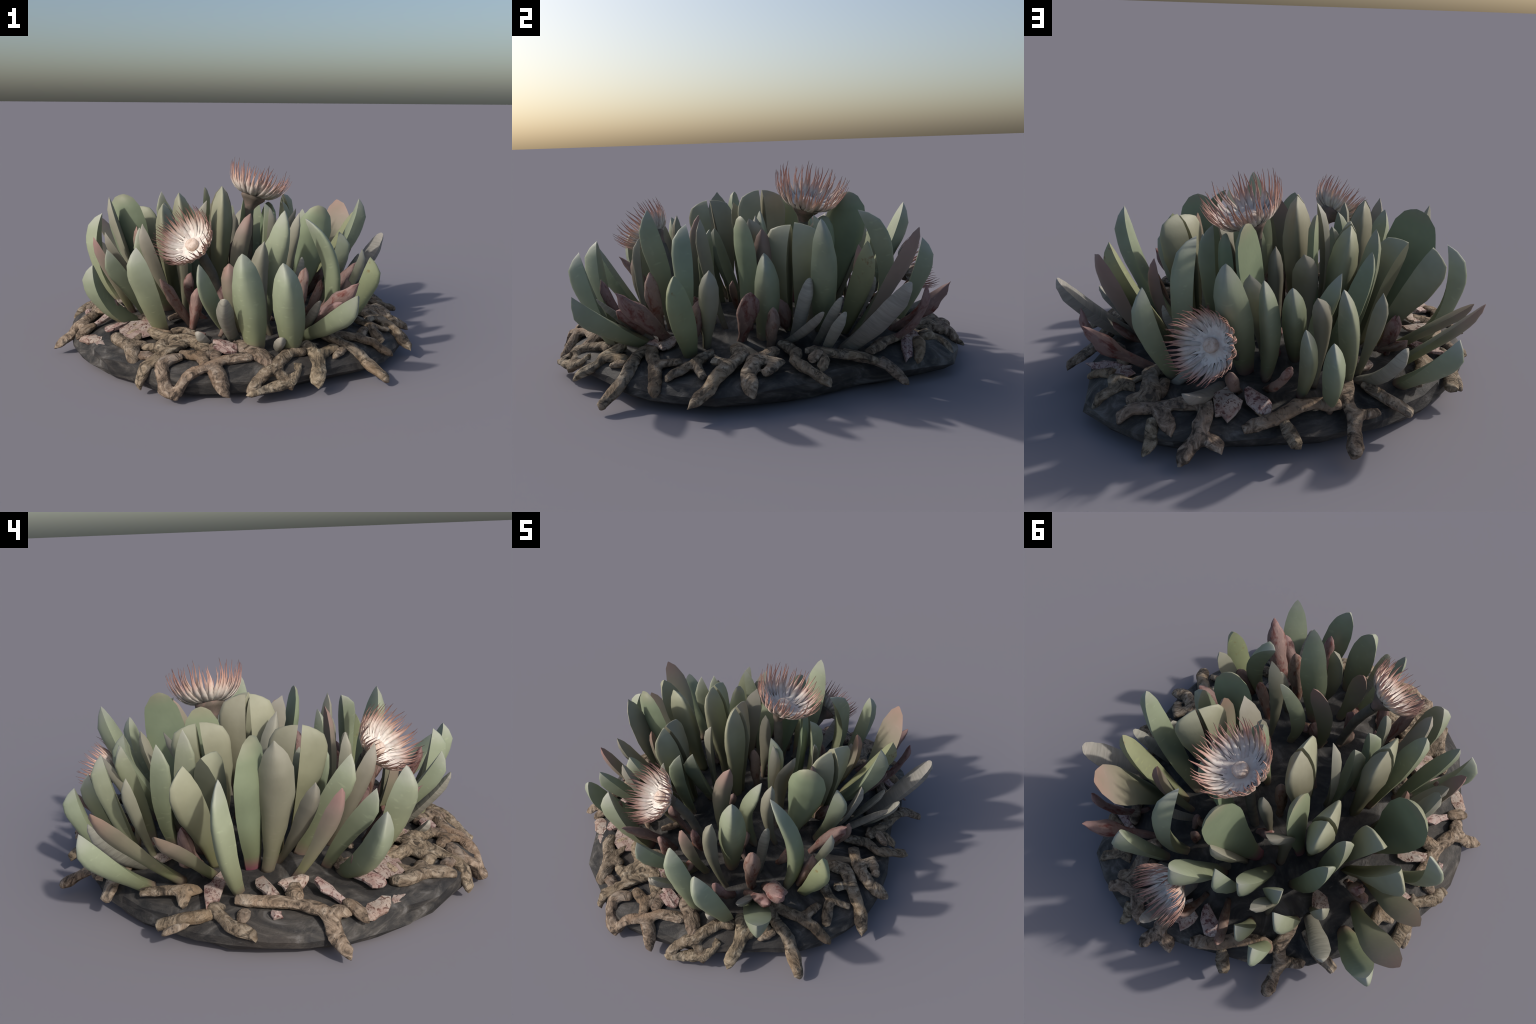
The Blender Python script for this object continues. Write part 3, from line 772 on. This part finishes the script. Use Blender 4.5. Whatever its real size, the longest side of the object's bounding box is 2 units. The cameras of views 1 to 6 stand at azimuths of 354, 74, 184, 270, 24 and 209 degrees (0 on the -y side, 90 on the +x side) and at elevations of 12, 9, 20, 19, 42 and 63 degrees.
# ------------------------------------------------------------------ roots, traced from the crown outwards over the rock
root((0.0333, [(-0.624, -0.481, 0.153), (-0.615, -0.541, 0.135), (-0.565, -0.614, 0.126), (-0.538, -0.669, 0.112), (-0.529, -0.761, 0.074)]), (0.0285, [(-0.544, -0.641, 0.122), (-0.518, -0.623, 0.140), (-0.474, -0.639, 0.149)]), (0.0228, [(-0.563, -0.589, 0.137), (-0.529, -0.569, 0.159), (-0.493, -0.503, 0.174)]))
root((0.0333, [(-0.491, -0.454, 0.179), (-0.422, -0.551, 0.176), (-0.361, -0.611, 0.173), (-0.294, -0.616, 0.177), (-0.259, -0.656, 0.174), (-0.206, -0.734, 0.167)]), (0.0314, [(-0.290, -0.651, 0.173), (-0.359, -0.707, 0.150), (-0.397, -0.750, 0.118), (-0.441, -0.794, 0.084), (-0.502, -0.834, 0.047)]), (0.0294, [(-0.379, -0.710, 0.143), (-0.425, -0.684, 0.143), (-0.477, -0.662, 0.137)]), (0.0285, [(-0.395, -0.681, 0.153), (-0.407, -0.647, 0.166), (-0.361, -0.611, 0.173)]))
root((0.0228, [(-0.367, -0.527, 0.183), (-0.302, -0.522, 0.188), (-0.212, -0.638, 0.179)]))
root((0.0304, [(-0.496, -0.732, 0.098), (-0.465, -0.744, 0.102), (-0.422, -0.787, 0.093)]))
root((0.0333, [(-0.313, -0.793, 0.116), (-0.377, -0.806, 0.095), (-0.402, -0.837, 0.072), (-0.383, -0.902, 0.044), (-0.353, -0.932, 0.036)]), (0.0304, [(-0.368, -0.931, 0.036), (-0.262, -0.897, 0.069), (-0.185, -0.870, 0.095), (-0.135, -0.832, 0.121), (-0.063, -0.818, 0.134), (-0.009, -0.813, 0.138)]), (0.0314, [(-0.185, -0.870, 0.095), (-0.153, -0.911, 0.075), (-0.137, -0.953, 0.053)]))
root((0.0285, [(-0.325, -0.755, 0.134), (-0.261, -0.784, 0.131), (-0.223, -0.801, 0.128), (-0.218, -0.861, 0.096)]), (0.0294, [(-0.231, -0.808, 0.123), (-0.199, -0.749, 0.160), (-0.247, -0.667, 0.173)]))
root((0.0276, [(-0.161, -0.760, 0.159), (-0.179, -0.821, 0.123)]))
root((0.0228, [(-0.383, -0.367, 0.197), (-0.302, -0.310, 0.207)]))
root((0.0209, [(-0.544, -0.279, 0.187), (-0.462, -0.372, 0.189)]))
root((0.0342, [(-0.057, -0.681, 0.177), (-0.002, -0.771, 0.163), (0.067, -0.843, 0.120)]))
root((0.0323, [(0.236, -0.751, 0.153), (0.171, -0.768, 0.153), (0.131, -0.815, 0.131), (0.085, -0.876, 0.100), (0.007, -0.916, 0.080), (-0.023, -0.966, 0.051)]), (0.0314, [(0.078, -0.876, 0.101), (0.127, -0.903, 0.082), (0.150, -0.930, 0.065)]))
root((0.0342, [(0.241, -0.693, 0.170), (0.268, -0.750, 0.148), (0.288, -0.791, 0.122), (0.279, -0.850, 0.092), (0.269, -0.906, 0.063)]), (0.0294, [(0.285, -0.787, 0.124), (0.339, -0.730, 0.143), (0.383, -0.704, 0.145)]))
root((0.0294, [(0.355, -0.595, 0.176), (0.409, -0.598, 0.171), (0.507, -0.596, 0.156), (0.587, -0.606, 0.121), (0.662, -0.623, 0.084)]), (0.0247, [(0.514, -0.597, 0.153), (0.550, -0.541, 0.162), (0.570, -0.502, 0.169)]))
root((0.0266, [(0.522, -0.355, 0.184), (0.569, -0.404, 0.175), (0.612, -0.443, 0.171), (0.619, -0.507, 0.146), (0.636, -0.568, 0.116)]), (0.0238, [(0.606, -0.441, 0.175), (0.653, -0.440, 0.153), (0.709, -0.434, 0.128)]))
root((0.0314, [(0.522, -0.259, 0.191), (0.616, -0.251, 0.180), (0.668, -0.299, 0.170), (0.716, -0.369, 0.142), (0.766, -0.426, 0.102), (0.794, -0.490, 0.070)]), (0.0266, [(0.673, -0.296, 0.169), (0.651, -0.336, 0.170), (0.615, -0.368, 0.172)]))
root((0.0323, [(0.615, -0.102, 0.186), (0.646, -0.159, 0.180), (0.681, -0.210, 0.173), (0.758, -0.263, 0.144), (0.842, -0.276, 0.097)]), (0.0285, [(0.677, -0.197, 0.174), (0.728, -0.131, 0.169), (0.773, -0.197, 0.147)]))
root((0.0285, [(0.551, -0.060, 0.194), (0.667, -0.034, 0.179), (0.737, -0.062, 0.169), (0.862, 0.031, 0.110)]))
root((0.0266, [(0.641, 0.048, 0.183), (0.702, 0.054, 0.174), (0.755, 0.001, 0.172)]))
root((0.0285, [(0.701, 0.154, 0.172), (0.782, 0.322, 0.120), (0.862, 0.361, 0.069)]))
root((0.0304, [(0.340, -0.593, 0.177), (0.401, -0.655, 0.164), (0.495, -0.708, 0.109), (0.595, -0.821, 0.036)]))
root((0.0238, [(0.423, -0.703, 0.134), (0.367, -0.763, 0.119)]))
root((0.0285, [(0.661, 0.005, 0.180), (0.690, 0.078, 0.176), (0.725, 0.144, 0.169), (0.743, 0.207, 0.162), (0.770, 0.289, 0.133)]), (0.0276, [(0.700, 0.074, 0.174), (0.799, 0.034, 0.146)]))
root((0.0209, [(0.746, 0.310, 0.141), (0.811, 0.365, 0.095)]))
root((0.0276, [(0.722, 0.268, 0.163), (0.626, 0.382, 0.170), (0.576, 0.488, 0.171)]))
root((0.0285, [(0.596, 0.557, 0.137), (0.647, 0.538, 0.122), (0.721, 0.497, 0.103)]))
root((0.0342, [(0.599, 0.623, 0.109), (0.558, 0.612, 0.130), (0.503, 0.656, 0.131)]), (0.0238, [(0.546, 0.644, 0.121), (0.588, 0.675, 0.092), (0.645, 0.702, 0.058)]), (0.0209, [(0.536, 0.611, 0.139), (0.467, 0.595, 0.171)]))
root((0.0380, [(0.397, 0.523, 0.181), (0.446, 0.577, 0.170), (0.418, 0.679, 0.147), (0.391, 0.749, 0.120)]), (0.0285, [(0.395, 0.734, 0.127), (0.450, 0.724, 0.116), (0.495, 0.739, 0.095)]))
root((0.0247, [(0.374, 0.608, 0.173), (0.377, 0.706, 0.146)]))
root((0.0333, [(0.164, 0.739, 0.170), (0.230, 0.749, 0.155), (0.313, 0.760, 0.133), (0.377, 0.782, 0.107), (0.457, 0.779, 0.087), (0.508, 0.800, 0.062)]), (0.0342, [(0.364, 0.777, 0.113), (0.330, 0.825, 0.095), (0.305, 0.866, 0.079)]), (0.0342, [(0.185, 0.758, 0.157), (0.183, 0.826, 0.119), (0.192, 0.867, 0.096), (0.225, 0.902, 0.072), (0.240, 0.944, 0.047)]), (0.0314, [(0.190, 0.860, 0.099), (0.154, 0.880, 0.093), (0.111, 0.907, 0.081)]))
root((0.0247, [(0.374, 0.826, 0.085), (0.372, 0.874, 0.060), (0.384, 0.908, 0.040)]))
root((0.0333, [(0.038, 0.844, 0.120), (-0.084, 0.793, 0.147), (-0.160, 0.739, 0.171), (-0.220, 0.706, 0.169), (-0.310, 0.698, 0.166)]))
root((0.0294, [(-0.108, 0.802, 0.141), (-0.136, 0.844, 0.115), (-0.166, 0.876, 0.093)]))
root((0.0294, [(-0.345, 0.542, 0.183), (-0.335, 0.674, 0.173), (-0.356, 0.706, 0.151), (-0.373, 0.738, 0.130), (-0.373, 0.810, 0.093), (-0.374, 0.871, 0.061)]), (0.0266, [(-0.369, 0.723, 0.139), (-0.419, 0.703, 0.135), (-0.465, 0.681, 0.132)]))
root((0.0294, [(-0.401, 0.551, 0.178), (-0.493, 0.609, 0.155), (-0.595, 0.635, 0.106)]))
root((0.0256, [(-0.774, 0.268, 0.135), (-0.808, 0.312, 0.108), (-0.822, 0.377, 0.086)]))
root((0.0285, [(-0.626, 0.486, 0.150), (-0.663, 0.356, 0.173), (-0.664, 0.258, 0.173)]), (0.0266, [(-0.682, 0.316, 0.173), (-0.733, 0.313, 0.147)]))
root((0.0333, [(-0.789, 0.409, 0.095), (-0.790, 0.306, 0.119), (-0.790, 0.201, 0.137)]))
root((0.0333, [(-0.758, 0.191, 0.156), (-0.785, 0.187, 0.142), (-0.841, 0.136, 0.116), (-0.884, 0.044, 0.097)]))
root((0.0276, [(-0.789, 0.072, 0.150), (-0.836, 0.096, 0.122)]))
root((0.0314, [(-0.751, 0.117, 0.169), (-0.764, -0.044, 0.165), (-0.776, -0.131, 0.153), (-0.805, -0.206, 0.128), (-0.845, -0.236, 0.102), (-0.897, -0.256, 0.070), (-0.931, -0.281, 0.048)]), (0.0285, [(-0.829, -0.221, 0.113), (-0.803, -0.262, 0.120), (-0.812, -0.293, 0.109)]))
root((0.0333, [(-0.666, -0.107, 0.179), (-0.768, -0.109, 0.160)]))
root((0.0247, [(-0.746, -0.291, 0.145), (-0.778, -0.317, 0.123), (-0.824, -0.359, 0.089)]))
root((0.0323, [(-0.556, -0.408, 0.176), (-0.483, -0.448, 0.181), (-0.440, -0.513, 0.178), (-0.376, -0.554, 0.179)]), (0.0285, [(-0.491, -0.461, 0.179), (-0.514, -0.490, 0.173), (-0.565, -0.514, 0.167)]))
root((0.0266, [(-0.168, -0.721, 0.180), (-0.196, -0.779, 0.144), (-0.235, -0.823, 0.114), (-0.131, -0.962, 0.048)]))
root((0.0285, [(-0.086, -0.697, 0.174), (0.073, -0.866, 0.107)]))
root((0.0285, [(0.189, -0.842, 0.110), (0.148, -0.915, 0.073), (-0.027, -0.971, 0.048)]))
root((0.0294, [(-0.291, -0.571, 0.183), (-0.342, -0.642, 0.171), (-0.349, -0.691, 0.161)]), (0.0285, [(-0.267, -0.580, 0.183), (-0.283, -0.552, 0.186)]))
root((0.0323, [(-0.459, -0.259, 0.197), (-0.511, -0.310, 0.189)]))

# ------------------------------------------------------------------ broken shards
shard(centre=(-0.634, -0.407, 0.176), along=(0.044, 0.064, 0.005), half_width=0.042)
shard(centre=(-0.658, -0.549, 0.117), along=(0.054, -0.066, -0.003), half_width=0.041)
shard(centre=(-0.126, -0.743, 0.176), along=(0.052, -0.032, -0.014), half_width=0.039)
shard(centre=(-0.672, 0.191, 0.179), along=(0.100, -0.021, 0.014), half_width=0.040)
shard(centre=(-0.678, -0.001, 0.182), along=(-0.073, -0.036, -0.004), half_width=0.033)
shard(centre=(-0.701, -0.234, 0.173), along=(-0.052, -0.060, -0.028), half_width=0.027)
shard(centre=(-0.761, -0.403, 0.115), along=(0.056, -0.058, 0.011), half_width=0.036)
shard(centre=(-0.235, -0.618, 0.184), along=(-0.013, -0.049, -0.007), half_width=0.035)
shard(centre=(-0.815, -0.035, 0.141), along=(-0.009, -0.021, -0.006), half_width=0.020)
shard(centre=(0.667, 0.468, 0.141), along=(-0.088, 0.038, 0.026), half_width=0.030)
shard(centre=(0.107, 0.757, 0.170), along=(-0.017, 0.073, -0.040), half_width=0.054)
shard(centre=(-0.015, 0.735, 0.173), along=(-0.055, 0.055, -0.019), half_width=0.038)
shard(centre=(-0.404, 0.419, 0.195), along=(-0.043, 0.037, -0.007), half_width=0.039)
shard(centre=(-0.659, -0.109, 0.183), along=(-0.030, 0.063, -0.003), half_width=0.035)
shard(centre=(0.587, 0.540, 0.151), along=(0.083, -0.023, -0.028), half_width=0.051)
shard(centre=(-0.731, -0.018, 0.174), along=(0.030, 0.015, 0.005), half_width=0.025)
shard(centre=(0.353, -0.519, 0.189), along=(0.055, -0.003, -0.005), half_width=0.060)
shard(centre=(0.322, -0.586, 0.183), along=(0.040, -0.010, -0.004), half_width=0.033)
shard(centre=(-0.531, -0.483, 0.176), along=(0.082, -0.051, 0.002), half_width=0.094)
